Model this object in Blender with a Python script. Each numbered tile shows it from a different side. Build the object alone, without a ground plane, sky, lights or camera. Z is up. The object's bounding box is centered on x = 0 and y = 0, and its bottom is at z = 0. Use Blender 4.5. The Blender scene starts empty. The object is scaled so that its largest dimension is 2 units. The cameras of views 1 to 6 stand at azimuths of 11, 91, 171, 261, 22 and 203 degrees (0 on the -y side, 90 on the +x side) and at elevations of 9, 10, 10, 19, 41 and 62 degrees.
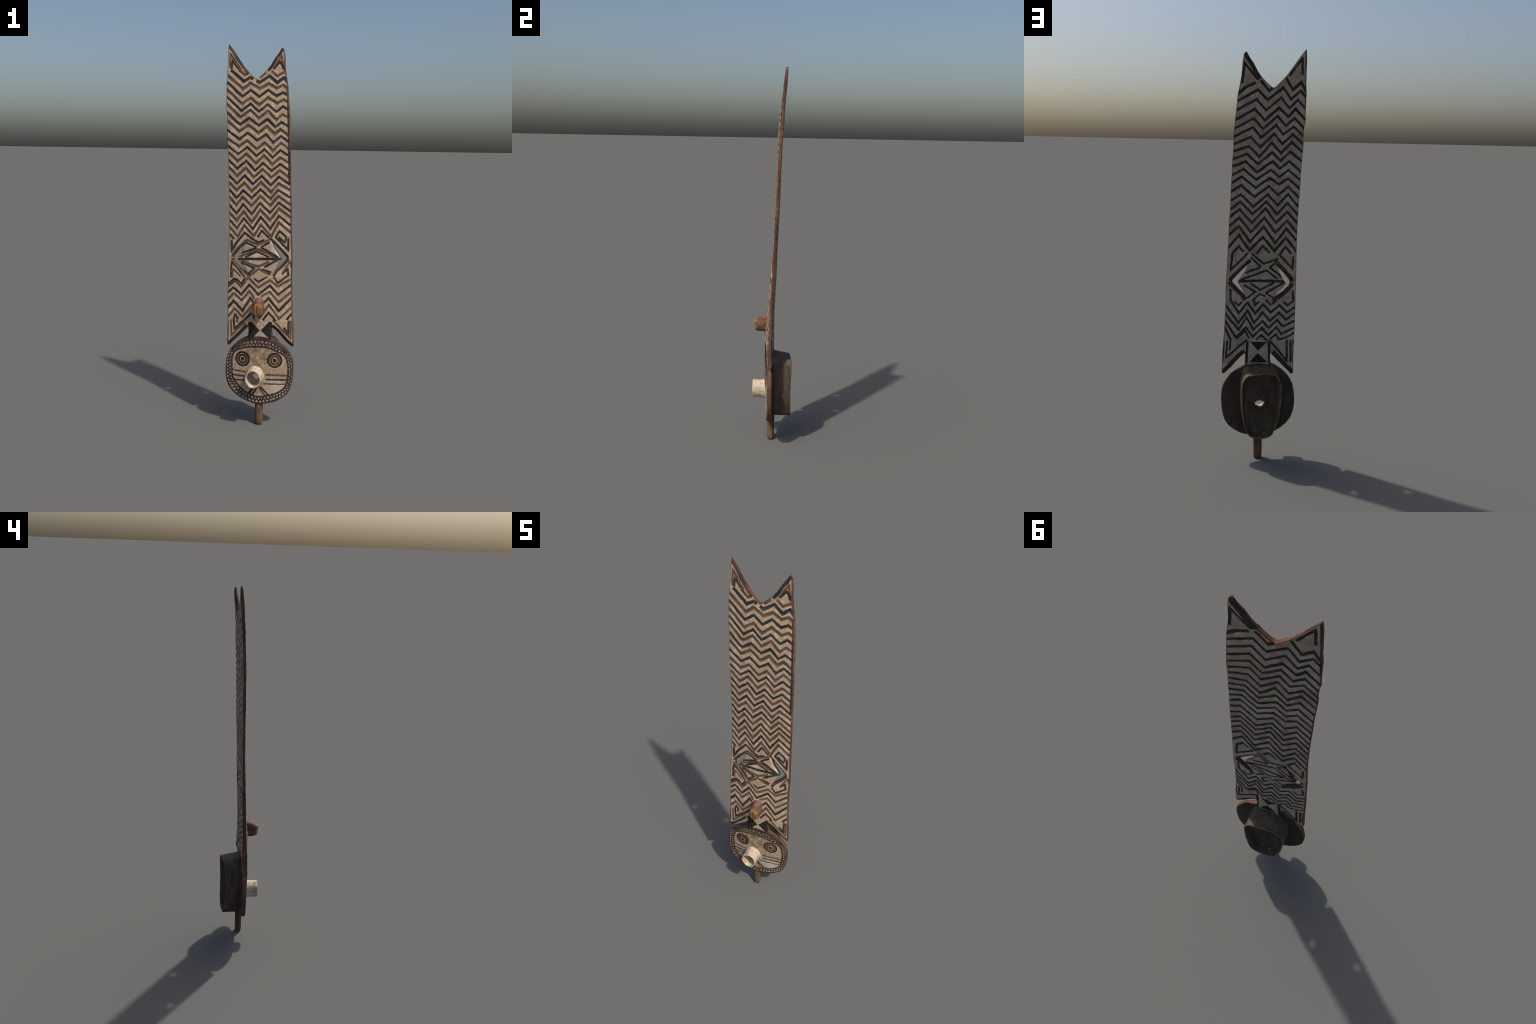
import bpy, math, random
import numpy as np
from mathutils import Vector, noise
from mathutils.geometry import delaunay_2d_cdt

# ------------------------------------------------------------------ profiles
# The carving is one warped plank, thick along its spine and thinner towards
# the two long edges.  (z, y) curves in mm: spine, left edge, right edge.
SPINE_FRONT = [(90,-25.5),(163,-30.3),(237,-35.7),(347,-41),(420,-42.2),(492,-43.4),(563,-43.8),(635,-42),(706,-34),(776,-29.5),(846,-24.5),(915,-18.5),(984,-14.5),(1050,-10.8),(1113,-6.8),(1181,-4.5),(1315,-1.7),(1446,1.5),(1576,4.4),(1641,6.4),(1705,10),(1768,17),(1832,23.5),(1894,29),(1957,36.5),(2000,41)]
SPINE_BACK = [(90,15),(237,12.5),(347,10.4),(492,7.7),(563,6.4),(706,4.5),(776,4.8),(846,6.8),(915,9.8),(1050,14.2),(1113,17.8),(1181,20.2),(1315,24.1),(1446,26),(1576,29.9),(1641,33.1),(1705,37.6),(1768,39.5),(1832,43.3),(1894,49.6),(1957,54),(2000,53)]
LEFT_FRONT = [(90,-19),(300,-19.5),(520,-20.7),(597,-17),(674,-12.5),(749,-9.9),(823,-6.4),(896,-3),(968,-.9),(1040,2.4),(1133,6.6),(1304,9.3),(1437,10.5),(1500,11.7),(1600,13.5),(1662,16.9),(1725,19.9),(1786,22.3),(1847,27.1),(1937,34.1),(2000,42)]
LEFT_BACK = [(90,-1),(420,-1),(520,1.9),(597,4),(674,4.6),(749,8.1),(823,11.4),(896,13.4),(968,15.3),(1040,16.6),(1133,18.4),(1230,21),(1304,23),(1437,25.6),(1500,26.2),(1600,28.5),(1662,31.4),(1725,35.4),(1786,39.3),(1847,43.8),(1937,49.5),(2000,53)]
RIGHT_FRONT = [(90,-18),(485,-21.1),(553,-22.3),(621,-20.9),(689,-18.1),(756,-14.8),(822,-13.5),(888,-9.4),(954,-7.4),(1019,-6.2),(1084,-3.4),(1141,-1.3),(1205,1),(1269,5),(1332,9.5),(1395,12.7),(1457,16),(1518,18.3),(1580,20.5),(1641,21.5),(1701,25),(1761,28.4),(1821,31),(1900,35.5),(2000,41)]
RIGHT_BACK = [(90,1),(221,1),(448,-.5),(553,-3.3),(621,-4.6),(689,-3.5),(756,-1),(822,1.5),(888,4.5),(954,7.3),(1019,9.3),(1084,11.2),(1141,12.2),(1205,14.5),(1269,18.9),(1332,22.1),(1395,23.3),(1457,24.5),(1518,26.4),(1580,28.8),(1641,31.9),(1701,36.1),(1761,38.5),(1821,41.5),(1900,47),(2000,52)]

def curve(table, z):
    t = np.array(table, float)
    # softened piecewise-linear interpolation
    return sum(np.interp(z + d, t[:, 0], t[:, 1]) for d in (-22, -8, 8, 22)) / 4

def skin(x, z, spine, left, right, fall):
    t = np.clip(x / 182.0, -1.06, 1.06)
    c = curve(spine, z)
    e = np.where(t < 0, curve(left, z), curve(right, z))
    p = np.interp(z, [450, 560, 800, 1000, 1250], fall)
    return c + (e - c) * np.abs(t) ** p

def front_y(x, z): return skin(np.asarray(x, float), np.asarray(z, float), SPINE_FRONT, LEFT_FRONT, RIGHT_FRONT, [2.0, 1.4, 1.35, 1.5, 1.85])
def back_y(x, z): return skin(np.asarray(x, float), np.asarray(z, float), SPINE_BACK, LEFT_BACK, RIGHT_BACK, [1.3, 1.35, 1.45, 1.5, 1.85])

# ------------------------------------------------------------------ outline (x, z in mm)
LEFT_SIDE = [(-184,1999),(-187,1956),(-187,1904),(-188,1841),(-191,1802),(-190,1746),(-190,1711),(-191,1672),(-186,1654),(-183,1605),(-185,1566),(-180,1496),(-177,1453),(-173,1342),(-170,1273),(-167,1182),(-166,1109),(-166,1035),(-167,989),(-168,907),(-168,802),(-168,690),(-166,577),(-166,481),(-167,442),(-164,435),(-155,434),(-141,452),(-117,475),(-89,505),(-66,530),(-50,548),(-49,520),(-52,493)]
DISC_SIDE = [(-54,490),(-77,480),(-105,462),(-132,437),(-152,411),(-165,384),(-172,350),(-176,310),(-176,278),(-170,239),(-157,205),(-135,178),(-108,157),(-76,140),(-45,127),(-22,121),(9,118),(39,122),(70,131),(98,139),(129,157),(157,180),(174,206),(183,234),(190,272),(193,316),(191,362),(185,388),(170,417),(147,445),(123,462),(96,477),(73,490)]
RIGHT_SIDE = [(75,501),(74,520),(72,552),(98,531),(124,502),(147,475),(168,456),(178,449),(187,448),(190,459),(189,479),(187,556),(183,613),(179,669),(176,743),(173,817),(174,872),(172,916),(168,1000),(166,1046),(163,1119),(161,1191),(157,1262),(154,1348),(150,1430),(149,1476),(146,1530),(144,1555),(145,1608),(140,1660),(136,1695),(131,1747),(127,1790),(118,1834),(111,1875),(107,1937),(102,1966),(95,1976),(90,1977)]
NOTCH = [(84,1969),(75,1953),(58,1931),(37,1894),(17,1868),(1,1852),(-17,1836),(-29,1827),(-37,1824),(-46,1829),(-55,1837),(-72,1855),(-95,1879),(-125,1920),(-151,1958),(-174,1988)]
SLOT_LEFT = [(-80,981),(-106,955),(-134,920),(-138,908),(-136,896),(-106,862),(-64,831),(-77,855),(-99,876),(-120,901),(-104,923),(-91,947)]
SLOT_RIGHT = [(66,998),(87,978),(114,950),(142,920),(142,911),(122,888),(85,850),(95,875),(117,912),(98,938),(79,963)]
FACE_SEAM = [(-54,490),(-20,497),(10,499),(40,497),(73,490)]

# ------------------------------------------------------------------ carved patterns
# Zigzag rows: every second row is given by its turning points, the rows
# between are interpolated.  Colours alternate brown / black.
FRONT_ROWS = [
 [(-195,1849),(-104,1774),(-65,1803),(-17,1773),(29,1801),(69,1776),(101,1790),(133,1768)],
 [(-195,1776),(-107,1698),(-62,1730),(-19,1693),(26,1731),(75,1702),(105,1721),(140,1700)],
 [(-194,1702),(-113,1630),(-62,1667),(-18,1627),(27,1662),(72,1618),(102,1648),(144,1624)],
 [(-190,1617),(-118,1559),(-72,1591),(-18,1555),(25,1585),(65,1547),(96,1573),(146,1535)],
 [(-188,1527),(-118,1481),(-76,1515),(-26,1475),(16,1506),(58,1466),(98,1503),(150,1465)],
 [(-184,1461),(-123,1411),(-79,1448),(-28,1399),(13,1440),(56,1397),(98,1431),(154,1396)],
 [(-180,1384),(-128,1332),(-83,1376),(-38,1329),(7,1369),(52,1329),(96,1365),(157,1321)],
 [(-178,1305),(-130,1260),(-89,1297),(-46,1258),(0,1303),(52,1254),(90,1301),(160,1262)],
 [(-174,1231),(-131,1181),(-94,1225),(-48,1182),(-3,1234),(51,1185),(90,1233),(164,1187)],
 [(-172,1147),(-126,1103),(-91,1150),(-45,1095),(-1,1162),(51,1111),(97,1172),(166,1118)],
 [(-172,1075),(-120,1019),(-84,1079),(-33,1027),(4,1086),(59,1023),(97,1097),(168,1044)],
]
BACK_ROWS = [
 [(140,1753),(35,1814),(-8,1768),(-83,1825),(-118,1776),(-162,1814),(-186,1787)],
 [(145,1671),(49,1727),(1,1678),(-64,1734),(-108,1697),(-141,1731),(-193,1679)],
 [(150,1596),(56,1643),(15,1598),(-52,1657),(-87,1613),(-135,1652),(-193,1599)],
 [(155,1530),(73,1557),(24,1511),(-36,1575),(-79,1528),(-128,1579),(-191,1528)],
 [(158,1458),(88,1487),(33,1439),(-38,1489),(-75,1458),(-121,1492),(-187,1433)],
 [(160,1379),(105,1418),(39,1367),(-29,1413),(-71,1379),(-116,1412),(-182,1356)],
 [(164,1299),(107,1335),(49,1279),(-19,1334),(-68,1285),(-116,1336),(-178,1267)],
 [(167,1217),(112,1264),(53,1200),(-10,1268),(-64,1201),(-115,1252),(-176,1185)],
 [(169,1133),(114,1185),(60,1108),(-4,1180),(-61,1103),(-113,1171),(-174,1100)],
]
# single carved lines: (paint, width, turning points)
FRONT_LINES = [
('K',11,[(-171,1869),(-100,1810),(-69,1831),(-52,1822)]),
('K',11,[(-36,1815),(-20,1805),(31,1837),(72,1804),(105,1828),(124,1805)]),
('N',9,[(-133,1872),(-95,1842),(-77,1852)]),
('N',10,[(-19,1831),(12,1853)]),
('N',10,[(40,1861),(71,1835),(116,1862)]),
('N',8,[(-174,1876),(-175,1949),(-118,1871)]),
('K',7,[(-166,1875),(-163,1914),(-133,1875)]),
('N',8,[(48,1870),(87,1935),(105,1866)]),
('K',7,[(54,1872),(84,1906),(100,1870)]),
('K',7,[(103,1958),(112,1873)]),
('K',6.5,[(122,1777),(127,1728),(134,1589),(138,1511),(146,1299)]),
('K',5,[(-164,600),(-163,520),(-163,446)]),
('K',7,[(-24,612),(-16,590)]),
('K',6.5,[(-112,562),(-118,590)]),
('K',10,[(-172,1038),(-139,1005)]),
('K',9,[(-151,999),(-150,940),(-127,983),(-81,1041),(-40,1010),(-8,993),(23,1005)]),
('K',8,[(-11,1020),(9,1056),(48,1019)]),
('N',9.5,[(-71,1005),(-8,980),(52,1010)]),
('K',8,[(-74,992),(-17,967)]),
('K',8,[(9,970),(54,997)]),
('K',8,[(149,1022),(150,960),(83,1025),(104,1057),(137,1027),(135,1003)]),
('K',7,[(99,1026),(135,994)]),
('K',7,[(-154,800),(-149,884),(-77,809)]),
('N',7,[(-145,802),(-141,849),(-98,808)]),
('K',8,[(-172,763),(-133,795),(-121,794),(-93,771),(-74,804)]),
('N',9,[(-172,749),(-129,785),(-95,754),(-56,807),(-2,758),(60,798),(101,767),(180,817)]),
('K',9,[(-172,716),(-136,749),(-92,715),(-49,770),(-1,720),(61,771),(104,724),(180,786)]),
('N',9,[(-172,675),(-135,717),(-89,684),(-48,735),(-21,695)]),
('N',9,[(13,709),(60,739),(107,684),(182,750)]),
('K',10,[(-172,630),(-134,678),(-83,629),(-43,699),(-26,680)]),
('K',10,[(30,679),(55,704),(109,638),(184,719)]),
('N',9,[(-172,580),(-129,637),(-83,595),(-20,676)]),
('N',9,[(9,595),(57,669),(113,597),(186,672)]),
('K',8,[(-106,583),(-124,606),(-132,584),(-127,528),(-33,620)]),
('K',8,[(27,586),(58,629),(97,585)]),
('K',9,[(151,592),(188,640)]),
('K',8,[(162,589),(162,519),(138,549)]),
('N',8,[(174,587),(173,492),(79,590)]),
('N',8,[(-148,575),(-143,491),(-71,572)]),
('K',7,[(-24,803),(-1,788),(45,817)]),
('K',8,[(78,817),(101,785),(156,829),(149,860),(119,833)]),
('N',6,[(169,864),(162,900),(123,841)]),
('K',13,[(-114,901),(-57,904),(3,907),(62,910),(117,912)]),
('N',9,[(-109,912),(-7,958),(47,935),(99,913)]),
('K',8.5,[(-97,933),(-17,965)]),
('K',9.5,[(5,968),(98,920)]),
('K',7.5,[(-76,913),(-13,947),(51,918)]),
('N',9,[(-102,893),(-5,867),(52,895)]),
('K',8.5,[(-98,885),(-25,858),(-58,825)]),
('K',9.5,[(27,866),(99,907)]),
('K',8.5,[(16,855),(64,839)]),
('N',9,[(-50,815),(-4,854),(61,826)]),
]
BACK_LINES = [
('N',11,[(127,1791),(93,1821),(46,1844)]),
('N',9,[(24,1853),(-16,1809),(-35,1825)]),
('N',10,[(-93,1870),(-124,1816),(-164,1851),(-186,1810)]),
('K',8,[(109,1837),(99,1927),(35,1856)]),
('K',7,[(-107,1876),(-165,1957),(-168,1883)]),
('K',8,[(-183,2000),(-187,1904),(-190,1734)]),
('K',9,[(171,1068),(114,1140),(62,1068),(-1,1131),(-58,1064),(-112,1127),(-172,1053)]),
('K',8,[(90,1060),(113,1086),(144,1051),(151,970),(71,1051)]),
('K',8,[(50,1050),(-8,1000),(-78,1025)]),
('N',8,[(30,1048),(-2,1089),(-35,1054)]),
('N',8,[(-141,1048),(-112,1083),(-83,1046),(-148,976),(-150,1036)]),
('K',12,[(113,916),(6,916),(-116,912)]),
('K',8,[(7,984),(80,956)]),
('K',7,[(56,1033),(4,985)]),
('K',7,[(-76,1015),(-38,984)]),
('K',7,[(46,816),(6,851),(-20,838)]),
('K',7.5,[(102,921),(-21,969),(-76,924)]),
('K',8,[(-36,984),(-108,927)]),
('K',7,[(87,896),(31,862),(71,829)]),
('K',7,[(54,904),(7,871),(-62,907)]),
('K',8,[(-24,855),(-107,906)]),
('K',6,[(-18,857),(-60,828)]),
('K',7,[(130,814),(111,793),(93,812)]),
('K',8,[(152,877),(149,820),(110,756),(67,808),(29,752),(-9,798),(-46,757),(-89,794),(-126,755),(-175,789)]),
('K',8,[(182,808),(110,706),(67,768),(34,705),(-7,759),(-44,713),(-87,757),(-123,718),(-175,760)]),
('K',8,[(182,764),(110,671),(71,733),(37,672),(-6,714),(-39,679),(-81,719),(-107,685),(-175,716)]),
('K',8,[(183,732),(122,632),(73,684),(40,635),(-5,679),(-37,642),(-77,682),(-100,646),(-175,681)]),
('K',8,[(184,700),(146,618)]),
('K',7,[(119,624),(76,667),(57,626)]),
('K',7,[(23,618),(-3,644),(-32,614)]),
('K',7,[(-45,620),(-73,645),(-91,620),(-129,627),(-175,657)]),
('K',7,[(37,819),(31,796),(11,813)]),
('K',7,[(-109,810),(-129,792),(-158,813),(-153,867)]),
('K',7,[(-22,819),(-46,795),(-71,814)]),
('K',7,[(180,614),(187,498)]),
('K',8,[(164,614),(170,529),(68,622)]),
('K',7,[(148,618),(153,568)]),
('K',8,[(-44,616),(-132,507),(-130,614)]),
('N',8,[(-148,613),(-152,498)]),
('K',7,[(-162,613),(-168,477)]),
('K',9,[(66,614),(68,505)]),
('K',10,[(-42,612),(-45,500)]),
]
FRONT_PATCHES = [('K',[(-50,572),(-32,575),(13,532),(-31,481),(-53,478)]),
                 ('K',[(76,580),(61,580),(18,532),(70,484),(80,488)])]
BACK_PATCHES = [('K',[(51,610),(-32,608),(13,563)]), ('K',[(55,504),(14,552),(-34,504)])]

# chamfered borders along an edge of the outline: (front paint, back paint, width, depth, edge path)
BEVELS = [
('D','S',20,8,[(-50,495),(-77,480),(-105,462),(-132,437),(-150,414)],(-60,420)),
('D','S',20,8,[(71,492),(96,477),(123,462),(147,445),(168,419)],(80,420)),
('D','D',19,10,[(-170,430),(-155,434),(-141,452),(-117,475),(-89,505),(-66,530),(-50,548)],(-120,520)),
('D','D',19,10,[(194,446),(178,449),(168,456),(147,475),(124,502),(98,531),(72,552)],(140,520)),
('K','K',9,6,[(-50,550),(-49,520),(-53,488)],(-20,520)),
('K','K',9,6,[(72,554),(74,520),(76,498),(74,486)],(40,520)),
('N','D',16,7,[(-66,996),(-80,981),(-106,955),(-134,920),(-139,906)],(-140,960)),
('N','D',15,7,[(-139,906),(-136,896),(-106,862),(-64,831),(-50,818)],(-140,840)),
('N','D',14,7,[(50,1012),(66,998),(87,978),(114,950),(142,920),(143,914)],(140,970)),
('D','D',16,7,[(143,915),(142,911),(122,888),(85,850),(70,826)],(140,850)),
('D',None,14,4,[(-184,1999),(-174,1988),(-151,1958),(-125,1920),(-95,1879),(-72,1855)],(-160,1900)),
('K','D',15,4,[(95,1976),(84,1969),(75,1953),(58,1931),(37,1894),(17,1868)],(80,1900)),
]

# the face
FIELD_LOOP = [(-136,382),(-116,412),(-77,428),(-16,440),(37,441),(74,433),(111,417),(141,402),(156,376),(165,337),(165,290),(158,243),(147,219),(125,199),(96,183),(62,171),(24,160),(-14,162),(-45,174),(-76,191),(-112,227),(-132,252),(-140,295),(-140,346)]
BORDER_LOOP = [(-158,391),(-132,425),(-85,454),(-39,468),(-1,474),(44,472),(88,460),(129,441),(166,407),(181,368),(185,322),(183,267),(173,220),(150,186),(115,162),(70,143),(17,130),(-22,132),(-65,147),(-108,169),(-139,201),(-162,248),(-167,295),(-165,351)]
EYES = [(-79,368),(94,371)]
FACE_LINES = [
('N',8.5,[(46,289),(162,288)]),('K',7,[(45,262),(160,264)]),('N',7,[(35,237),(155,240)]),
('N',7,[(-139,300),(-61,297)]),('K',7,[(-137,274),(-65,271)]),('K',7,[(-131,247),(-68,249)]),
('K',9,[(-18,213),(-47,174)]),('K',8,[(-1,210),(-28,165)]),
('K',8,[(18,220),(62,175)]),('N',7,[(7,217),(45,168)]),
]
SNOUT_CENTRE = (-9, 281); SNOUT_RX, SNOUT_RZ = 42, 49

rng = random.Random(11)

# ------------------------------------------------------------------ 2D helpers
def resample(pts, step, closed=False):
    pts = [np.array(p, float) for p in pts]
    if closed: pts = pts + [pts[0]]
    out = []
    for a, b in zip(pts[:-1], pts[1:]):
        n = max(1, int(round(np.linalg.norm(b - a) / step)))
        out += [a + (b - a) * k / n for k in range(n)]
    if not closed: out.append(pts[-1])
    return np.array(out)

def spline_loop(pts, per=6):
    p = np.array(pts, float); n = len(p); out = []
    for i in range(n):
        a, b, c, d = p[i - 1], p[i], p[(i + 1) % n], p[(i + 2) % n]
        for k in range(per):
            t = k / per
            out.append(.5 * ((2 * b) + (c - a) * t + (2 * a - 5 * b + 4 * c - d) * t * t + (3 * b - a - 3 * c + d) * t ** 3))
    return np.array(out)

def wind(poly, P):
    """winding number of polygon around points P"""
    w = np.zeros(len(P), int)
    a = poly; b = np.roll(poly, -1, axis=0)
    for (x0, y0), (x1, y1) in zip(a, b):
        cr = (x1 - x0) * (P[:, 1] - y0) - (P[:, 0] - x0) * (y1 - y0)
        w += ((y0 <= P[:, 1]) & (y1 > P[:, 1]) & (cr > 0)).astype(int)
        w -= ((y0 > P[:, 1]) & (y1 <= P[:, 1]) & (cr < 0)).astype(int)
    return w

def seg_dist(line, P, closed=False):
    d = np.full(len(P), 1e9)
    a = line if closed else line[:-1]
    b = np.roll(line, -1, axis=0) if closed else line[1:]
    for p, q in zip(a, b):
        v = q - p; L = max(v @ v, 1e-9)
        t = np.clip(((P - p) @ v) / L, 0, 1)
        d = np.minimum(d, np.hypot(*(P - p - t[:, None] * v).T))
    return d

def offset(line, h, closed=False):
    n = len(line); out = []
    for i in range(n):
        if closed: a, b = line[i - 1], line[(i + 1) % n]
        else: a, b = line[max(i - 1, 0)], line[min(i + 1, n - 1)]
        u = line[i] - a; v = b - line[i]
        u = u / (np.linalg.norm(u) + 1e-9); v = v / (np.linalg.norm(v) + 1e-9)
        if not closed and i == 0: u = v
        if not closed and i == n - 1: v = u
        m = u + v; L = np.linalg.norm(m)
        m = m / L if L > .2 else u
        c = max(.5, m @ u)
        hh = h[i] if hasattr(h, '__len__') else h
        out.append(line[i] + np.array([-m[1], m[0]]) * hh / c)
    return np.array(out)

class Stroke:
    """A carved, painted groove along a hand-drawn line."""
    def __init__(self, paint, width, pts, kind, depth=3.0, closed=False, wobble=1.0, lip=2.6):
        self.paint, self.kind, self.depth, self.closed = paint, kind, depth, closed
        L = resample(pts, 7.0, closed)
        if wobble:
            f1, f2 = rng.uniform(0, 99), rng.uniform(0, 99)
            for i, p in enumerate(L):
                L[i] = p + wobble * np.array([noise.noise(Vector((p[0] * .03, p[1] * .03, f1))), noise.noise(Vector((p[0] * .03, p[1] * .03, f2)))]) * 1.6
        f3 = rng.uniform(0, 99)
        h = np.array([width / 2 * (1 + .24 * wobble * noise.noise(Vector((p[0] * .045, p[1] * .045, f3)))) for p in L])
        self.line, self.h, self.lip = L, h, min(lip, width * .25)
        if closed:
            A, B = offset(L, h, True), offset(L, -h, True)
            self.loops = [A, B, offset(L, h - self.lip, True), offset(L, -(h - self.lip), True)]
            self.outer = [A, B]
        else:
            A, B = offset(L, h), offset(L, -h)
            self.outer = [np.vstack([A, B[::-1]])]
            hi = h - self.lip
            M = L.copy()
            self.loops = self.outer + [np.vstack([offset(M, hi), offset(M, -hi)[::-1]])]
        allp = np.vstack(self.outer)
        self.lo, self.hi = allp.min(0) - 1, allp.max(0) + 1
    def box(self, P): return np.where(np.all((P >= self.lo) & (P <= self.hi), axis=1))[0]
    def inside(self, P):
        if self.closed: return (wind(self.outer[0], P) != 0) ^ (wind(self.outer[1], P) != 0)
        return wind(self.outer[0], P) != 0
    def drop(self, P):
        d = seg_dist(self.line, P, self.closed)
        h = self.h.mean()
        t = np.clip((h - d) / self.lip, 0, 1)
        return self.depth * t * t * (3 - 2 * t)

class Patch(Stroke):
    """A filled painted area, barely sunk."""
    def __init__(self, paint, pts, kind, depth=.8):
        self.paint, self.kind, self.depth, self.closed = paint, kind, depth, False
        P = resample(pts, 8, True)
        self.outer = [P]; self.loops = [P]
        self.lo, self.hi = P.min(0) - 1, P.max(0) + 1
    def drop(self, P):
        d = seg_dist(self.outer[0], P, True) * (wind(self.outer[0], P) != 0)
        return self.depth * np.clip(d / 1.5, 0, 1)

class Bevel(Stroke):
    """A chamfer sloping down to an edge of the outline; side = point on its side of the edge."""
    def __init__(self, paint, width, depth, pts, side, fade=0):
        self.fade = fade
        self.paint, self.kind, self.depth, self.closed, self.width = paint, 'chamfer', depth, False, width
        L = resample(pts, 6)
        f = rng.uniform(0, 99)
        h = np.array([width * (1 + .10 * noise.noise(Vector((p[0] * .04, p[1] * .04, f)))) for p in L])
        A, B = offset(L, h), offset(L, -h)
        m = len(L) // 2; side = np.array(side, float)
        near = A if np.linalg.norm(A[m] - side) < np.linalg.norm(B[m] - side) else B
        far = B if near is A else A
        self.line = L
        lip = L + (far - L) * .02
        self.outer = [np.vstack([near, lip[::-1]])]; self.loops = self.outer
        self.lo, self.hi = self.outer[0].min(0) - 1, self.outer[0].max(0) + 1
    def drop(self, P):
        d = self.depth * np.clip(1 - seg_dist(self.line, P) / (self.width * .96), 0, 1)
        if self.fade: d = d * np.clip(np.hypot(*(P - self.line[-1]).T) / self.fade - .25, 0, 1)
        return d * (wind(self.outer[0], P) != 0)

def interpolate_rows(keys, between=1):
    rows = []
    for a, b in zip(keys[:-1], keys[1:]):
        for k in range(between + 1):
            t = k / (between + 1)
            rows.append([((1 - t) * p[0] + t * q[0], (1 - t) * p[1] + t * q[1]) for p, q in zip(a, b)])
    rows.append(keys[-1])
    return rows

# ------------------------------------------------------------------ strokes
front, back = [], []
for i, row in enumerate(interpolate_rows(FRONT_ROWS)):
    row = [(x + rng.gauss(0, .8), z + rng.gauss(0, .9)) for x, z in row]
    w = 14.8 if i < 8 else 13.8
    front.append(Stroke('N' if i % 2 == 0 else 'K', w * (1 if i % 2 == 0 else .86) + rng.uniform(-.8, .8), row, 'zigzag_groove', 2.1))
for i, row in enumerate(interpolate_rows(BACK_ROWS)):
    row = [(x + rng.gauss(0, .8), z + rng.gauss(0, .9)) for x, z in row]
    back.append(Stroke('K' if i % 2 == 0 else 'N', 11.5 + rng.uniform(-.8, .8), row, 'zigzag_groove', 2.1))
line_width = lambda w: w * 1.38 if w < 12 else w * 1.08
for p, w, pts in FRONT_LINES: front.append(Stroke(p, line_width(w), pts, 'carved_groove', 3.0 if w > 12 else 2.1))
for p, w, pts in BACK_LINES: back.append(Stroke(p, line_width(w), pts, 'carved_groove', 3.0 if w > 12 else 2.1))
for pf, pb, w, d, pts, side in BEVELS:
    if pf: front.append(Bevel(pf, w, d, pts, side, 45 if pb == 'S' else 0))
    if pb: back.append(Bevel(pb, w * (1.3 if pb == 'D' else 1.15), d * (1.3 if pb == 'S' else .95), pts, side, 45 if pb == 'S' else 0))
for p, pts in FRONT_PATCHES: front.append(Patch(p, pts, 'painted_triangle'))
for p, pts in BACK_PATCHES: back.append(Patch(p, pts, 'painted_triangle'))

border = spline_loop(BORDER_LOOP); field = spline_loop(FIELD_LOOP)
for p, w, pts in FACE_LINES: front.append(Stroke(p, w * 1.3, pts, 'face_stripe', 1.4))
for cx, cz in EYES:
    ring = lambda r, n=40: [(cx + r * .98 * math.cos(2 * math.pi * k / n), cz + r * 1.02 * math.sin(2 * math.pi * k / n)) for k in range(n)]
    front.append(Stroke('K', 10.5, ring(35.8), 'eye_ring', 2.2, True, .6))
    front.append(Stroke('D' if cx < 0 else 'N', 13.5, ring(21.8), 'eye_ring', 2.2, True, .6))
    front.append(Patch('K', ring(10.5, 20), 'pupil', 2.0))
front.append(Stroke('D', 10.5, field, 'face_rim', 2.2, True, .5))

# zigzag border between the two rims of the face
def loop_at(loop, n, phase=0.0):
    L = np.vstack([loop, loop[:1]]); s = np.r_[0, np.cumsum(np.hypot(*np.diff(L, axis=0).T))]
    q = (np.arange(n) + phase) / n * s[-1]
    return np.c_[np.interp(q, s, L[:, 0]), np.interp(q, s, L[:, 1])]
TEETH = 58
cen = np.array([8.0, 302.0])
inner_pts = cen + (loop_at(field, TEETH) - cen) * 1.055
outer_pts = cen + (loop_at(border, 4000) - cen) * .985
zz = []
for k in range(TEETH):
    p = inner_pts[k]; q = inner_pts[(k + 1) % TEETH]
    m = (p + q) / 2 - cen
    a = np.arctan2(outer_pts[:, 1] - cen[1], outer_pts[:, 0] - cen[0])
    j = np.argmin(np.abs(np.angle(np.exp(1j * (a - math.atan2(m[1], m[0]))))))
    zz += [p + np.array([rng.gauss(0, .8), rng.gauss(0, .8)]), outer_pts[j] + np.array([rng.gauss(0, .8), rng.gauss(0, .8)])]
front.append(Stroke('K', 7.6, zz, 'border_zigzag', 1.8, True, .5))

# ------------------------------------------------------------------ triangulated skins
outline = resample(LEFT_SIDE + DISC_SIDE + RIGHT_SIDE + NOTCH, 6, True)
rs = np.random.RandomState(5)
slots = [resample(SLOT_LEFT, 5, True), resample(SLOT_RIGHT, 5, True)]
disc_poly = np.array(DISC_SIDE + FACE_SEAM[::-1][1:-1], float)

def helmet_loop(inset=0.0, n=96):
    """egg-shaped opening of the helmet, clockwise angles round its centre"""
    pts = spline_loop([(-28,477),(15,475),(45,472),(73,466),(89,450),(98,426),(101,375),(99,298),(92,245),(80,193),(66,166),(43,150),(8,141),(-25,144),(-51,157),(-66,185),(-81,221),(-90,267),(-97,336),(-96,400),(-83,446),(-60,468)], 8)
    c = np.array([2.0, 312.0])
    a = np.arctan2(pts[:, 1] - c[1], pts[:, 0] - c[0]); r = np.hypot(*(pts - c).T)
    o = np.argsort(a); a, r = a[o], r[o]
    t = -math.pi + 2 * math.pi * np.arange(n) / n
    rr = np.interp(t, np.r_[a - 2 * math.pi, a, a + 2 * math.pi], np.r_[r, r, r]) - inset
    return np.c_[c[0] + rr * np.cos(t), c[1] + rr * np.sin(t)]

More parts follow.
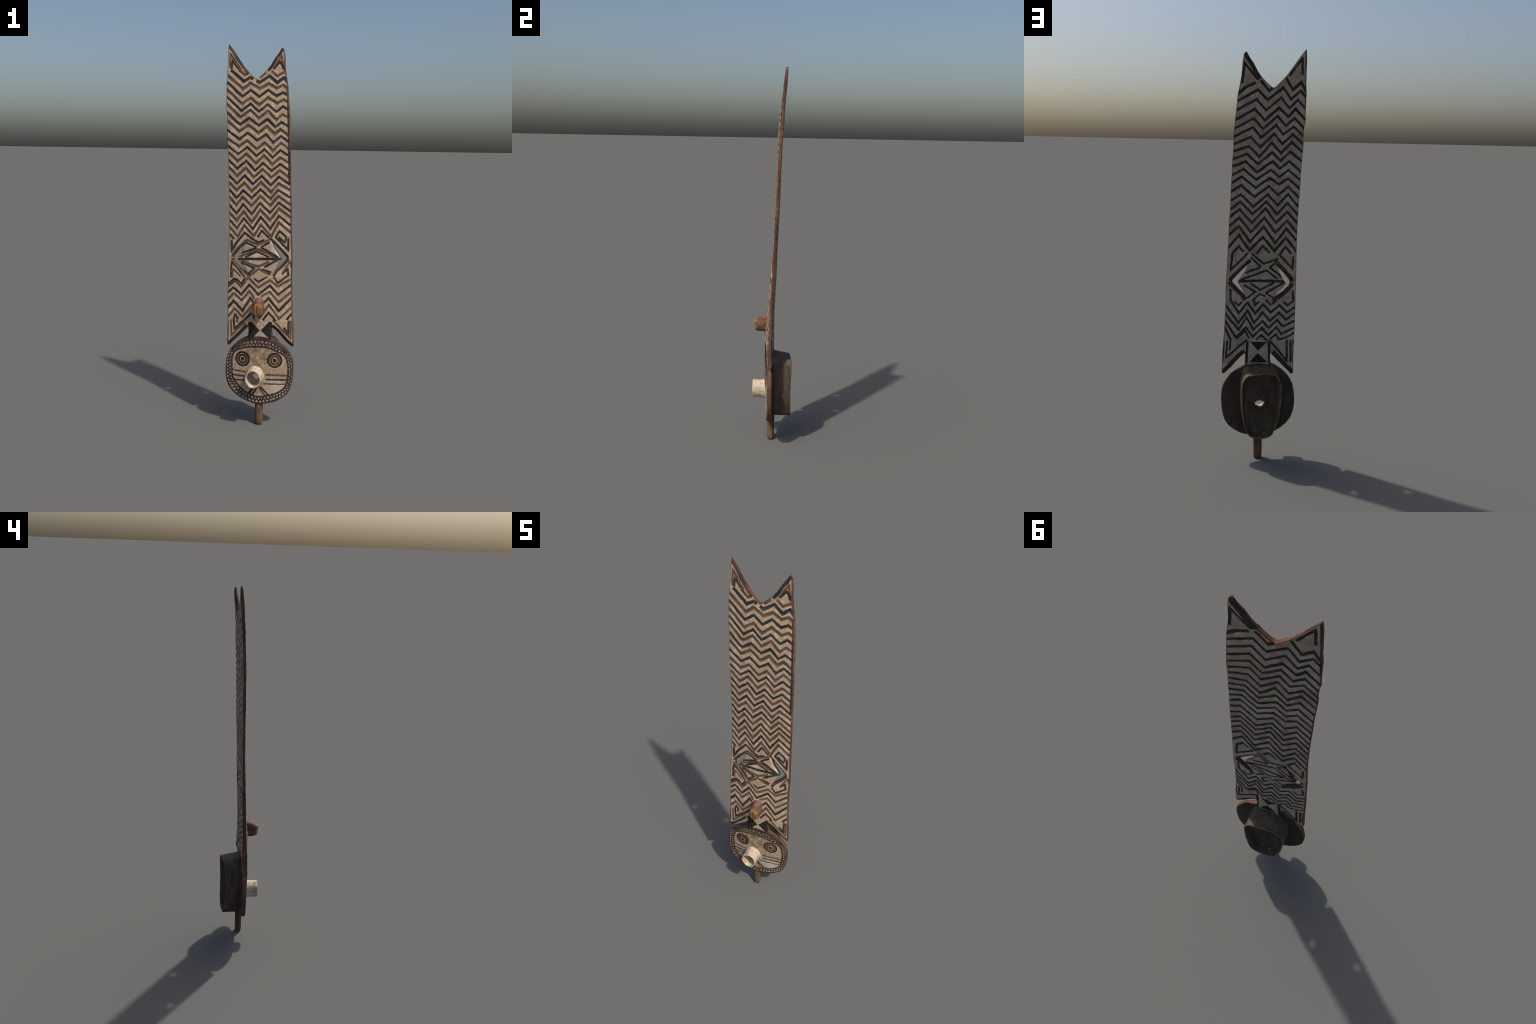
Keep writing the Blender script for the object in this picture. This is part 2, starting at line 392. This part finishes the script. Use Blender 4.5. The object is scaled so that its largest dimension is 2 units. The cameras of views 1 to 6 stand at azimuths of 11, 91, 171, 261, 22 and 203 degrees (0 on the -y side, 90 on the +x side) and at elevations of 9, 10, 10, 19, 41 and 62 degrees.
ell = lambda sx, sz, n=48: np.array([(SNOUT_CENTRE[0] + sx * math.cos(2 * math.pi * k / n), SNOUT_CENTRE[1] + sz * math.sin(2 * math.pi * k / n)) for k in range(n)])
tunnel = ell(SNOUT_RX - 9, SNOUT_RZ - 9)
cavity = helmet_loop(9)

TURN = 1 if wind(outline, np.array([[0.0, 1400.0]]))[0] < 0 else -1
def build_skin(strokes, is_front):
    V, E = [], []
    def add(loop, closed=True):
        b = len(V); n = len(loop)
        V.extend(map(tuple, loop))
        E.extend((b + i, b + (i + 1) % n) for i in range(n if closed else n - 1))
    add(outline)
    for s in slots: add(s)
    for inset in (1.2, 2.6, 6.0): add(offset(outline, -inset * TURN, True))
    add(np.array(FACE_SEAM, float), False)
    cut = [tunnel] if is_front else [cavity]
    for c in cut: add(c)
    if is_front: add(border)
    for s in strokes:
        for l in s.loops: add(l)
    # scattered points so that the warped surface and its dents are followed
    g = 6.0
    gx, gz = np.meshgrid(np.arange(-196, 198, g), np.arange(112, 2004, g))
    P = np.c_[gx.ravel(), gz.ravel()] + rs.uniform(-1.6, 1.6, (gx.size, 2))
    P = P[wind(outline, P) != 0]
    LV = np.array(V)
    # drop the ones that crowd a carved edge
    cell = {}
    for x, z in LV: cell.setdefault((int(x // 4), int(z // 4)), []).append((x, z))
    keep = []
    for p in P:
        cx, cz = int(p[0] // 4), int(p[1] // 4); ok = True
        for i in (-1, 0, 1):
            for j in (-1, 0, 1):
                for q in cell.get((cx + i, cz + j), ()):
                    if (q[0] - p[0]) ** 2 + (q[1] - p[1]) ** 2 < 6: ok = False
        if ok: keep.append(tuple(p))
    V.extend(keep)
    r = delaunay_2d_cdt([Vector(v) for v in V], E, [], 0, 1e-4)
    P = np.array([tuple(v) for v in r[0]]); T = np.array([f for f in r[2] if len(f) == 3])
    C = P[T].mean(1)
    area = np.abs(np.cross(P[T[:, 1]] - P[T[:, 0]], P[T[:, 2]] - P[T[:, 0]]))
    ok = (wind(outline, C) != 0) & (area > 1e-6)
    for s in slots + cut: ok &= wind(s, C) == 0
    T = T[ok]; C = C[ok]
    # orientation: facing -y in front, +y behind
    cr = np.cross(P[T[:, 1]] - P[T[:, 0]], P[T[:, 2]] - P[T[:, 0]])
    flip = (cr < 0) if is_front else (cr > 0)
    T[flip] = T[flip][:, ::-1]
    # height
    y = (front_y if is_front else back_y)(P[:, 0], P[:, 1])
    into = np.zeros(len(P))
    for s in strokes:
        i = s.box(P)
        if len(i): into[i] = np.maximum(into[i], s.drop(P[i]))
    d_edge = np.minimum(seg_dist(outline, P, True), np.minimum(seg_dist(slots[0], P, True), seg_dist(slots[1], P, True)))
    R = np.where((P[:, 0] > 60) & (P[:, 1] > 560) & is_front, 6.0, 3.6); dd = np.clip(R - d_edge, 0, R)
    into += R - np.sqrt(R * R - dd * dd * .93)
    rough = np.array([noise.noise(Vector((x * .022, z * .016, 3 if is_front else 8))) * 1.1 + noise.noise(Vector((x * .07, z * .05, 13))) * .45 + noise.noise(Vector((x * .2, z * .2, 21))) * .16 for x, z in P])
    y = y + (into + rough) * (1 if is_front else -1)
    own = np.full(len(T), -1)
    for k, s in enumerate(strokes):
        i = s.box(C)
        if len(i):
            m = s.inside(C[i]); own[i[m]] = k
    # bare edge showing round the painted faces
    de = seg_dist(outline, C, True)
    bare = (de < np.where((C[:, 0] > 90) & (C[:, 1] > 470), 5.9, 2.5)) if is_front else de < 2.5
    bare &= np.array([not isinstance(strokes[o], Bevel) if o >= 0 else True for o in own])
    own[bare] = -2
    region = np.where(wind(disc_poly, C) != 0, 1, 0)
    region = np.where(bare & (region == 0), 2, np.where(bare, 3, region))
    rim = (region == 1) & (wind(border, C) == 0) & (own < 0) if is_front else np.zeros(len(T), bool)
    return P, y, T, own, region, rim, cut

NV = []; FACES = []; KEYS = []      # whole body before it is parted
def add_skin(strokes, is_front):
    P, y, T, own, region, rim, cut = build_skin(strokes, is_front)
    base = len(NV)
    NV.extend((p[0], yy, p[1]) for p, yy in zip(P, y))
    side = 'front' if is_front else 'back'
    for t, o, r, m in zip(T, own, region, rim):
        FACES.append(tuple(base + t))
        KEYS.append(('wall', 'border' if is_front and NV[base + t[0]][0] < -60 else 'plank' if r == 2 else 'disc', 0) if r >= 2 else (side, 'stroke', int(o)) if o >= 0 else (side, 'rim', 0) if m else (side, 'land', int(r)))
    # edge walls down to the middle of the plank
    cnt = {}
    for t in T:
        for a, b in ((t[0], t[1]), (t[1], t[2]), (t[2], t[0])):
            k = (min(a, b), max(a, b)); cnt.setdefault(k, []).append((a, b))
    mids = {}
    def mid(i):
        if i not in mids:
            x, z = P[i]; f, b = float(front_y(x, z)), float(back_y(x, z))
            m = (f + b) / 2
            mids[i] = len(NV); NV.append((x, m + .5 * noise.noise(Vector((x * .05, z * .03, 4))), z))
        return mids[i]
    for k, l in cnt.items():
        if len(l) != 1: continue
        a, b = l[0]; c = (P[a] + P[b]) / 2
        if any(seg_dist(q, c[None], True)[0] < .3 for q in cut): continue
        FACES.append((base + b, base + a, mid(a), mid(b)))
        in_disc = seg_dist(np.array(DISC_SIDE, float), c[None])[0] < 4 and c[1] < 492
        in_slot = min(seg_dist(s, c[None], True)[0] for s in slots) < .5
        KEYS.append(('wall', 'disc' if in_disc else 'slot' if in_slot else 'plank', 0))
add_skin(front, True)
add_skin(back, False)

# ------------------------------------------------------------------ materials
def material(name, build, rough=.8, bump=.25, bump_scale=260.0, spec=.25):
    m = bpy.data.materials.new(name); m.use_nodes = True
    nt = m.node_tree; nt.nodes.clear()
    N = lambda t, **k: _node(nt, t, k)
    out = N('ShaderNodeOutputMaterial'); bs = N('ShaderNodeBsdfPrincipled')
    nt.links.new(bs.outputs[0], out.inputs[0])
    tc = N('ShaderNodeTexCoord'); co = tc.outputs['Object']
    col = build(nt, N, co)
    nt.links.new(col, bs.inputs['Base Color'])
    bs.inputs['Roughness'].default_value = rough
    bs.inputs['Specular IOR Level'].default_value = spec
    b = N('ShaderNodeBump'); b.inputs['Strength'].default_value = bump; b.inputs['Distance'].default_value = .0015
    n = noise_node(nt, N, co, bump_scale, 5, .6)
    nt.links.new(n, b.inputs['Height']); nt.links.new(b.outputs[0], bs.inputs['Normal'])
    return m

def _node(nt, t, k):
    n = nt.nodes.new(t)
    for a, v in k.items(): setattr(n, a, v)
    return n

def noise_node(nt, N, co, scale, detail=4, rough=.55, stretch=None, dist=0.0):
    n = N('ShaderNodeTexNoise')
    n.inputs['Scale'].default_value = scale; n.inputs['Detail'].default_value = detail
    n.inputs['Roughness'].default_value = rough; n.inputs['Distortion'].default_value = dist
    if stretch:
        mp = N('ShaderNodeMapping'); mp.inputs['Scale'].default_value = stretch
        nt.links.new(co, mp.inputs[0]); co = mp.outputs[0]
    nt.links.new(co, n.inputs['Vector'])
    return n.outputs[0]

def ramp(nt, N, fac, stops):
    r = N('ShaderNodeValToRGB'); e = r.color_ramp.elements
    while len(e) < len(stops): e.new(.5)
    for s, (p, c) in zip(e, stops):
        s.position = p; s.color = (*c, 1) if len(c) == 3 else c
    nt.links.new(fac, r.inputs[0])
    return r.outputs[0]

def mix(nt, N, fac, a, b, mode='MIX'):
    m = N('ShaderNodeMix', data_type='RGBA', blend_type=mode)
    for s, v in ((m.inputs[0], fac), (m.inputs[6], a), (m.inputs[7], b)):
        if isinstance(v, (int, float)): s.default_value = v
        elif isinstance(v, tuple): s.default_value = (*v, 1)
        else: nt.links.new(v, s)
    return m.outputs[2]

def mask(nt, N, co, scale, lo, hi, **k):
    return ramp(nt, N, noise_node(nt, N, co, scale, **k), [(lo, (0, 0, 0)), (hi, (1, 1, 1))])

def spot(nt, N, co, centre, radius):
    """soft round mask round a point given in metres"""
    v = N('ShaderNodeVectorMath', operation='DISTANCE'); v.inputs[1].default_value = centre
    nt.links.new(co, v.inputs[0])
    r = N('ShaderNodeMapRange'); r.inputs[1].default_value = radius; r.inputs[2].default_value = radius * .35
    nt.links.new(v.outputs['Value'], r.inputs[0])
    return r.outputs[0]

def lime_paint(nt, N, co):
    c = ramp(nt, N, noise_node(nt, N, co, 17, 4, .6), [(.26, (.28, .19, .135)), (.40, (.41, .30, .225)), (.50, (.40, .305, .18)), (.58, (.45, .335, .255)), (.74, (.60, .49, .39))])
    w = mask(nt, N, co, 55, .52, .72, detail=6, rough=.7)
    c = mix(nt, N, w, c, (.66, .56, .455))
    d = mask(nt, N, co, 120, .53, .70, detail=5, rough=.7)
    c = mix(nt, N, d, c, (.22, .15, .10))
    return c
def lime_grey(nt, N, co):  # lime paint of the back, a little darker and greyer than the front
    c = ramp(nt, N, noise_node(nt, N, co, 15, 4, .6), [(.3, (.27, .21, .15)), (.5, (.37, .298, .212)), (.7, (.46, .385, .295))])
    w = mask(nt, N, co, 60, .55, .75, detail=6, rough=.7)
    c = mix(nt, N, w, c, (.56, .49, .41))
    d = mask(nt, N, co, 110, .55, .72, detail=5, rough=.7)
    return mix(nt, N, d, c, (.20, .145, .10))
def face_paint(nt, N, co):
    c = lime_paint(nt, N, co)
    c = mix(nt, N, mask(nt, N, co, 95, .48, .66, detail=7, rough=.8), c, (.16, .105, .055))
    g = mask(nt, N, co, 42, .36, .60, detail=7, rough=.75)
    s = spot(nt, N, co, (.012, -.042, .395), .12)
    k = N('ShaderNodeMath', operation='MULTIPLY'); nt.links.new(g, k.inputs[0]); nt.links.new(s, k.inputs[1])
    c = mix(nt, N, k.outputs[0], c, (.17, .11, .045))
    c = mix(nt, N, mask(nt, N, co, 75, .56, .70, detail=6, rough=.75), c, (.66, .56, .43))
    s2 = spot(nt, N, co, (.10, -.032, .21), .075)
    k2 = N('ShaderNodeMath', operation='MULTIPLY'); nt.links.new(s2, k2.inputs[0]); k2.inputs[1].default_value = .55
    c = mix(nt, N, k2.outputs[0], c, (.62, .53, .42))
    return c
def black_paint(nt, N, co):
    c = ramp(nt, N, noise_node(nt, N, co, 30, 4, .6), [(.3, (.018, .015, .014)), (.5, (.030, .024, .024)), (.62, (.040, .040, .032)), (.75, (.095, .070, .068))])
    c = mix(nt, N, mask(nt, N, co, 7, .50, .72, detail=3), c, (.062, .050, .045))
    w = mask(nt, N, co, 140, .58, .76, detail=5, rough=.7)
    return mix(nt, N, w, c, (.15, .115, .085))
def brown_paint(nt, N, co):
    c = ramp(nt, N, noise_node(nt, N, co, 24, 4, .6), [(.3, (.075, .043, .025)), (.5, (.118, .066, .039)), (.68, (.16, .095, .058)), (.8, (.19, .072, .05))])
    w = mask(nt, N, co, 130, .60, .78, detail=5, rough=.7)
    return mix(nt, N, w, c, (.27, .19, .13))
def dark_brown(nt, N, co):
    c = ramp(nt, N, noise_node(nt, N, co, 22, 4, .6), [(.3, (.030, .019, .014)), (.5, (.054, .032, .023)), (.7, (.095, .052, .035))])
    w = mask(nt, N, co, 120, .60, .78, detail=5, rough=.7)
    return mix(nt, N, w, c, (.15, .09, .055))
def edge_wood(nt, N, co):
    c = ramp(nt, N, noise_node(nt, N, co, 22, 5, .65, (1, 1, .25)), [(.3, (.055, .027, .018)), (.48, (.115, .05, .031)), (.6, (.155, .073, .041)), (.75, (.20, .105, .045))])
    d = mask(nt, N, co, 26, .55, .68, detail=4, stretch=(1, 1, .6))
    return mix(nt, N, d, c, (.085, .045, .03))
def raw_wood(nt, N, co):
    g = noise_node(nt, N, co, 60, 5, .6, (3.0, 1, .18))
    return ramp(nt, N, g, [(.34, (.075, .037, .015)), (.48, (.235, .115, .044)), (.66, (.37, .20, .09))])
def helmet_wood(nt, N, co):
    g = noise_node(nt, N, co, 30, 5, .65, (1, 1, .35))
    c = ramp(nt, N, g, [(.3, (.050, .036, .026)), (.5, (.085, .062, .044)), (.7, (.13, .095, .066))])
    w = mask(nt, N, co, 170, .68, .74, detail=3)
    return mix(nt, N, w, c, (.16, .14, .12))
def dark_wood(nt, N, co):  # very dark brown wood tone, mainly for the back of the face
    g = noise_node(nt, N, co, 26, 5, .65, (1, 1, .4))
    return ramp(nt, N, g, [(.3, (.030, .023, .017)), (.55, (.055, .042, .032)), (.75, (.085, .064, .047))])
def stem_wood(nt, N, co):
    g = noise_node(nt, N, co, 34, 5, .6, (1.6, 1.6, .25))
    c = ramp(nt, N, g, [(.3, (.06, .036, .02)), (.5, (.118, .07, .036)), (.72, (.18, .11, .058))])
    d = mask(nt, N, co, 40, .52, .66, detail=4)
    return mix(nt, N, d, c, (.10, .06, .035))
def snout_paint(nt, N, co):
    c = ramp(nt, N, noise_node(nt, N, co, 28, 4, .6), [(.28, (.36, .27, .19)), (.46, (.54, .43, .325)), (.6, (.58, .49, .37)), (.75, (.68, .58, .47))])
    d = mask(nt, N, co, 70, .50, .68, detail=6, rough=.7)
    return mix(nt, N, d, c, (.24, .17, .11))
def hook_wood(nt, N, co):
    c = ramp(nt, N, noise_node(nt, N, co, 36, 5, .65, (1, .4, 1)), [(.3, (.07, .034, .023)), (.5, (.13, .064, .044)), (.7, (.23, .135, .10))])
    d = mask(nt, N, co, 60, .58, .7, detail=4)
    return mix(nt, N, d, c, (.07, .038, .026))

def hollow_wood(nt, N, co):
    g = noise_node(nt, N, co, 26, 5, .65, (1, 1, .3))
    return ramp(nt, N, g, [(.3, (.055, .040, .027)), (.5, (.105, .078, .052)), (.72, (.16, .125, .09))])
M = {n: material(n, f, **k) for n, f, k in [
    ('lime_paint', lime_paint, {}), ('back_lime_paint', lime_grey, {}), ('face_paint', face_paint, {'bump': .4}),
    ('black_paint', black_paint, {}), ('brown_paint', brown_paint, {}), ('dark_brown_paint', dark_brown, {}),
    ('edge_wood', edge_wood, {}), ('raw_wood', raw_wood, {'bump': .4}), ('helmet_wood', helmet_wood, {'rough': .7}),
    ('dark_wood', dark_wood, {'rough': .75}), ('stem_wood', stem_wood, {}), ('snout_paint', snout_paint, {'bump': .4}),
    ('hook_wood', hook_wood, {'bump': .35}),
    ('rim_wood', lambda nt, N, co: ramp(nt, N, noise_node(nt, N, co, 40, 4, .6), [(.3, (.09, .05, .022)), (.55, (.19, .115, .05)), (.75, (.28, .18, .09))]), {}),
    ('hollow_wood', hollow_wood, {}),
    ('deep_black_paint', lambda nt, N, co: ramp(nt, N, noise_node(nt, N, co, 60, 5, .65), [(.3, (.013, .011, .010)), (.6, (.024, .020, .018)), (.8, (.055, .044, .036))]), {}),
    ('pale_plug', lambda nt, N, co: ramp(nt, N, noise_node(nt, N, co, 200, 3), [(.3, (.22, .22, .24)), (.7, (.38, .37, .38))]), {}),
]}

# ------------------------------------------------------------------ objects
scene = bpy.context.scene.collection
root = bpy.data.objects.new('plank_mask', None); scene.objects.link(root)
root.location = (-.001, .0006, 0)
root['label'] = 'tall carved plank mask with zigzag grooves and round face'
root['category'] = 'wooden mask'

def obj(name, mesh, mat, parent):
    o = bpy.data.objects.new(name, mesh); scene.objects.link(o); o.parent = parent
    mesh.materials.append(M[mat])
    return o

NVA = np.array(NV)
# whole-body vertex normals, shared by all pieces
VN = np.zeros_like(NVA)
for f in FACES:
    for k in range(1, len(f) - 1):
        n = np.cross(NVA[f[k]] - NVA[f[0]], NVA[f[k + 1]] - NVA[f[0]])
        for i in (f[0], f[k], f[k + 1]): VN[i] += n
VN /= np.linalg.norm(VN, axis=1)[:, None] + 1e-12

def piece(name, faces, mat, parent):
    ids = sorted({i for f in faces for i in f}); ix = {v: k for k, v in enumerate(ids)}
    me = bpy.data.meshes.new(name)
    me.from_pydata([tuple(NVA[i] / 1000) for i in ids], [], [[ix[i] for i in f] for f in faces])
    me.polygons.foreach_set('use_smooth', [True] * len(faces))
    me.normals_split_custom_set_from_vertices([tuple(VN[i]) for i in ids])
    return obj(name, me, mat, parent)

groups = {}
for f, k in zip(FACES, KEYS): groups.setdefault(k, []).append(f)
take = lambda k: groups.pop(k, [])
plank = piece('plank', take(('front', 'land', 0)), 'lime_paint', root)
piece('plank_back', take(('back', 'land', 0)), 'back_lime_paint', plank)
piece('plank_edge', take(('wall', 'plank', 0)), 'edge_wood', plank)
piece('painted_border', take(('wall', 'border', 0)), 'dark_brown_paint', plank)
piece('slot_edge', take(('wall', 'slot', 0)), 'dark_brown_paint', plank)
face = piece('face', take(('front', 'land', 1)), 'face_paint', root)
piece('face_back', take(('back', 'land', 1)), 'dark_wood', face)
piece('face_edge', take(('wall', 'disc', 0)), 'edge_wood', face)
piece('face_outer_rim', take(('front', 'rim', 0)), 'dark_brown_paint', face)
PAINT = {'S': 'dark_wood', 'K': 'black_paint', 'N': 'brown_paint', 'D': 'dark_brown_paint'}
for k in sorted(groups):
    s = (front if k[0] == 'front' else back)[k[2]]
    on_face = s.kind in ('face_stripe', 'eye_ring', 'pupil', 'face_rim', 'border_zigzag')
    mat = PAINT[s.paint]
    if k[0] == 'back' and s.paint == 'N': mat = 'dark_brown_paint'
    if s.kind in ('pupil', 'painted_triangle') or (s.kind == 'eye_ring' and s.paint == 'K'): mat = 'deep_black_paint'
    piece(s.kind, groups[k], mat, face if on_face else plank)

def smooth_mesh(name, verts, faces, mat, parent, angle=50):
    me = bpy.data.meshes.new(name); me.from_pydata([tuple(v) for v in verts], [], faces)
    me.polygons.foreach_set('use_smooth', [True] * len(faces))
    me.update(); me.set_sharp_from_angle(angle=math.radians(angle))
    return obj(name, me, mat, parent)

def loft(rings, closed=True, cap0=False, cap1=False):
    n = len(rings[0]); v = [p for r in rings for p in r]; f = []
    for i in range(len(rings) - 1):
        for k in range(n):
            a, b = i * n + k, i * n + (k + 1) % n
            f.append((a, b, b + n, a + n))
    if cap0: f.append(tuple(range(n))[::-1])
    if cap1: f.append(tuple((len(rings) - 1) * n + k for k in range(n)))
    return v, f

def dent(p, amp, scale, seed=0):
    return amp * noise.noise(Vector((p[0] * scale, p[1] * scale + seed, p[2] * scale)))

# ---- snout: open tube with a thick lip
def snout():
    prof = [(1.16, -34), (1.08, -40), (1.02, -48), (1.0, -60), (.99, -80), (1.0, -97), (.985, -103.5), (.95, -106), (.90, -106), (.85, -103.5), (.82, -98), (.80, -80), (.79, -55), (.78, -34), (.70, -31)]
    rings = []
    for s, y in prof:
        ring = []
        for k in range(72):
            a = 2 * math.pi * k / 72
            wob = 1 + .035 * noise.noise(Vector((math.cos(a) * 1.6, math.sin(a) * 1.6, y * .02))) + .012 * noise.noise(Vector((math.cos(a) * 5, math.sin(a) * 5, y * .06)))
            x = SNOUT_CENTRE[0] + SNOUT_RX * s * wob * math.cos(a)
            z = SNOUT_CENTRE[1] + SNOUT_RZ * s * wob * math.sin(a)
            yy = y + (1.6 * noise.noise(Vector((math.cos(a) * 2, math.sin(a) * 2, 5))) if y < -90 else 0)
            ring.append((x / 1000, yy / 1000, z / 1000))
        rings.append(ring)
    for s, y in ((1.25, -30), (1.0, -29.5), (1.0, -25), (1.3, -24)):
        r = []
        for k in range(72):
            a = 2 * math.pi * k / 72
            q = s * (1 + .30 * abs(math.cos(2 * a + .35)) - .12 + .10 * math.sin(3 * a + 1) + .07 * math.sin(7 * a))
            r.append(((-1 + 21 * q * math.cos(a)) / 1000, y / 1000, (276 + 15 * q * math.sin(a)) / 1000))
        rings.append(r)
    v, f = loft(rings)
    return smooth_mesh('snout', v, [q[::-1] for q in f], 'snout_paint', root, 60)
snout()

# ---- helmet: hollow egg-shaped box behind the face
def rim_y(x, z):
    return np.interp(z, [130, 151, 218, 306, 379, 437, 470, 490], [99, 98, 94.5, 92, 93.5, 96.5, 96.5, 94]) + x * .075
def helmet():
    n = 120
    out = helmet_loop(0, n)
    def ring(loop, y, top_raise=0.0, seed=0, amp=1.0):
        r = []
        for x, z in loop:
            z2 = z + top_raise * max(0, (z - 400) / 80.0)
            yy = y(x, z) if callable(y) else y
            d = amp * noise.noise(Vector((x * .03, yy * .03, z * .03 + seed)))
            r.append(((x + d) / 1000, yy / 1000, (z2 + d) / 1000))
        return r
    wall = [ring(out, lambda x, z: float(back_y(x, z)) - 4, 19), ring(out, 22, 15), ring(out, 40, 10), ring(out, 62, 6), ring(out, 80, 3),
            ring(out, lambda x, z: rim_y(x, z) - 2, 0)]
    lip = [wall[-1], ring(helmet_loop(1.8, n), rim_y), ring(helmet_loop(4.5, n), rim_y), ring(helmet_loop(6.2, n), lambda x, z: rim_y(x, z) - 2.5)]
    inner = [lip[-1]] + [ring(helmet_loop(q, n), y) for q, y in ((8, 82), (11, 62), (16, 42), (24, 26), (34, 16), (46, 10))]
    t = -math.pi + 2 * math.pi * np.arange(n) / n
    def hole(s, y):
        r = []
        for a in t:
            q = 23 * s * (1 + .28 * math.cos(4 * a) * (0) + .10 * math.sin(3 * a + 1) + .06 * math.sin(7 * a))
            r.append(((SNOUT_CENTRE[0] + 5 + q * 1.05 * math.cos(a)) / 1000, y / 1000, (SNOUT_CENTRE[1] - 2 + q * .8 * math.sin(a)) / 1000))
        return r
    inner[4:] = [[(x, y + np.interp(z * 1000, [150, 200, 270, 330, 430], [.026, .020, .006, -.004, -.010]) * w, z) for x, y, z in r] for r, w in zip(inner[4:], (.6, .9, 1.0))]
    inner += [hole(2.0, 3), hole(1.6, -4), hole(1.12, -23)]
    v, f = loft(wall); h = smooth_mesh('helmet', v, f, 'helmet_wood', root)
    v, f = loft(lip); smooth_mesh('helmet_rim', v, f, 'rim_wood', h, 70)
    v, f = loft(inner); smooth_mesh('helmet_hollow', v, f, 'hollow_wood', h, 60)
    return h
helm = helmet()

# ---- hook: broken-off beak above the face
def hook():
    sec = [(-22, 7, 28.5, 612, 711), (-34, 7, 28, 613, 708), (-48, 7, 28, 616, 703), (-62, 7.5, 28.5, 617, 698), (-76, 8, 29, 617, 692), (-84, 8, 27.5, 618, 687), (-88, 7.5, 26.5, 620, 685)]
    def ring(y, cx, hx, z0, z1, p=3.3):
        r = []
        for k in range(56):
            a = 2 * math.pi * k / 56; c, s = math.cos(a), math.sin(a)
            x = cx + hx * math.copysign(abs(c) ** (2 / p), c)
            z = (z0 + z1) / 2 + (z1 - z0) / 2 * math.copysign(abs(s) ** (2 / p), s)
            # narrower towards the top, like a beak ridge
            x = cx + (x - cx) * (1 - .16 * max(0, s))
            d = 1.8 * noise.noise(Vector((x * .05, y * .05, z * .05)))
            r.append(((x + d) / 1000, (y + d) / 1000, (z - 2.5 + d) / 1000))
        return r
    body = [ring(*s) for s in sec]
    v, f = loft(body); h = smooth_mesh('hook', v, [q[::-1] for q in f], 'hook_wood', root, 40)
    end = [body[-1]]
    base = np.array(body[-1]); c = base.mean(0)
    for s, dy in [(.97, -5), (.90, -9.5), (.78, -11.5), (.6, -12.2), (.4, -12.5), (.2, -12.5), (.02, -12.5)]:
        r = []
        for p in base:
            q = c + (p - c) * s
            y = -.088 + dy / 1000 + .0016 * math.sin(q[0] * 420) * (s < .95) + .001 * noise.noise(Vector((q[0] * 200, 0, q[2] * 30)))
            y += (q[2] - .655) * -.12 * (s < .95)
            r.append((q[0], y, q[2]))
        end.append(r)
    v, f = loft(end); smooth_mesh('hook_end', v, [q[::-1] for q in f], 'raw_wood', h, 45)
hook()

# ---- stem under the face
def stem():
    rings = []
    for z, s in [(136, .95), (125, 1.0), (90, 1.0), (50, .99), (18, .98), (7, .96), (2, .9), (0, .78)]:
        y0 = np.interp(z, [0, 130], [-3.0, -3.5]); ry = np.interp(z, [0, 130], [18, 20])
        r = []
        for k in range(40):
            a = 2 * math.pi * k / 40; c, q = math.cos(a), math.sin(a)
            p = 2.5
            x = 7 + 21.5 * s * math.copysign(abs(c) ** (2 / p), c); y = y0 + ry * s * math.copysign(abs(q) ** (2 / p), q)
            d = .9 * noise.noise(Vector((x * .07, y * .07, z * .03)))
            r.append(((x + d) / 1000, (y + d) / 1000, z / 1000))
        rings.append(r)
    v, f = loft(rings, cap0=True, cap1=True)
    smooth_mesh('stem', v, [q[::-1] for q in f], 'stem_wood', root, 55)
stem()

# ---- small pale plugs in the helmet, and solid beads added in place of holes
def plug(name, centre, radius, squash, mat):
    """flattened bead; squash is the axis along which it is thin"""
    v, f = [], []
    n, m = 12, 6
    rings = []
    for i in range(m + 1):
        a = -math.pi / 2 + math.pi * i / m
        ring = []
        for k in range(n):
            b = 2 * math.pi * k / n
            p = [math.cos(a) * math.cos(b), math.cos(a) * math.sin(b), math.sin(a)]
            p = [c * radius * (.35 if j == squash else 1) for j, c in enumerate(p)]
            ring.append(tuple((centre[j] + p[j]) / 1000 for j in range(3)))
        rings.append(ring)
    v, f = loft(rings)
    smooth_mesh(name, v, f, mat, helm, 180)
for c, r in (((31, 58, 163.5), 6), ((-18, 60, 158.5), 6)): plug('plug', c, r, 2, 'pale_plug')
for c, r, m in (((95.5, 76, 445), 3.0, 'dark_wood'), ((99.5, 70, 395), 3.0, 'dark_wood'), ((99.5, 72, 322), 2.8, 'pale_plug'), ((98, 42, 305), 2.4, 'pale_plug')): plug('spot_bead', c, r, 0, m)
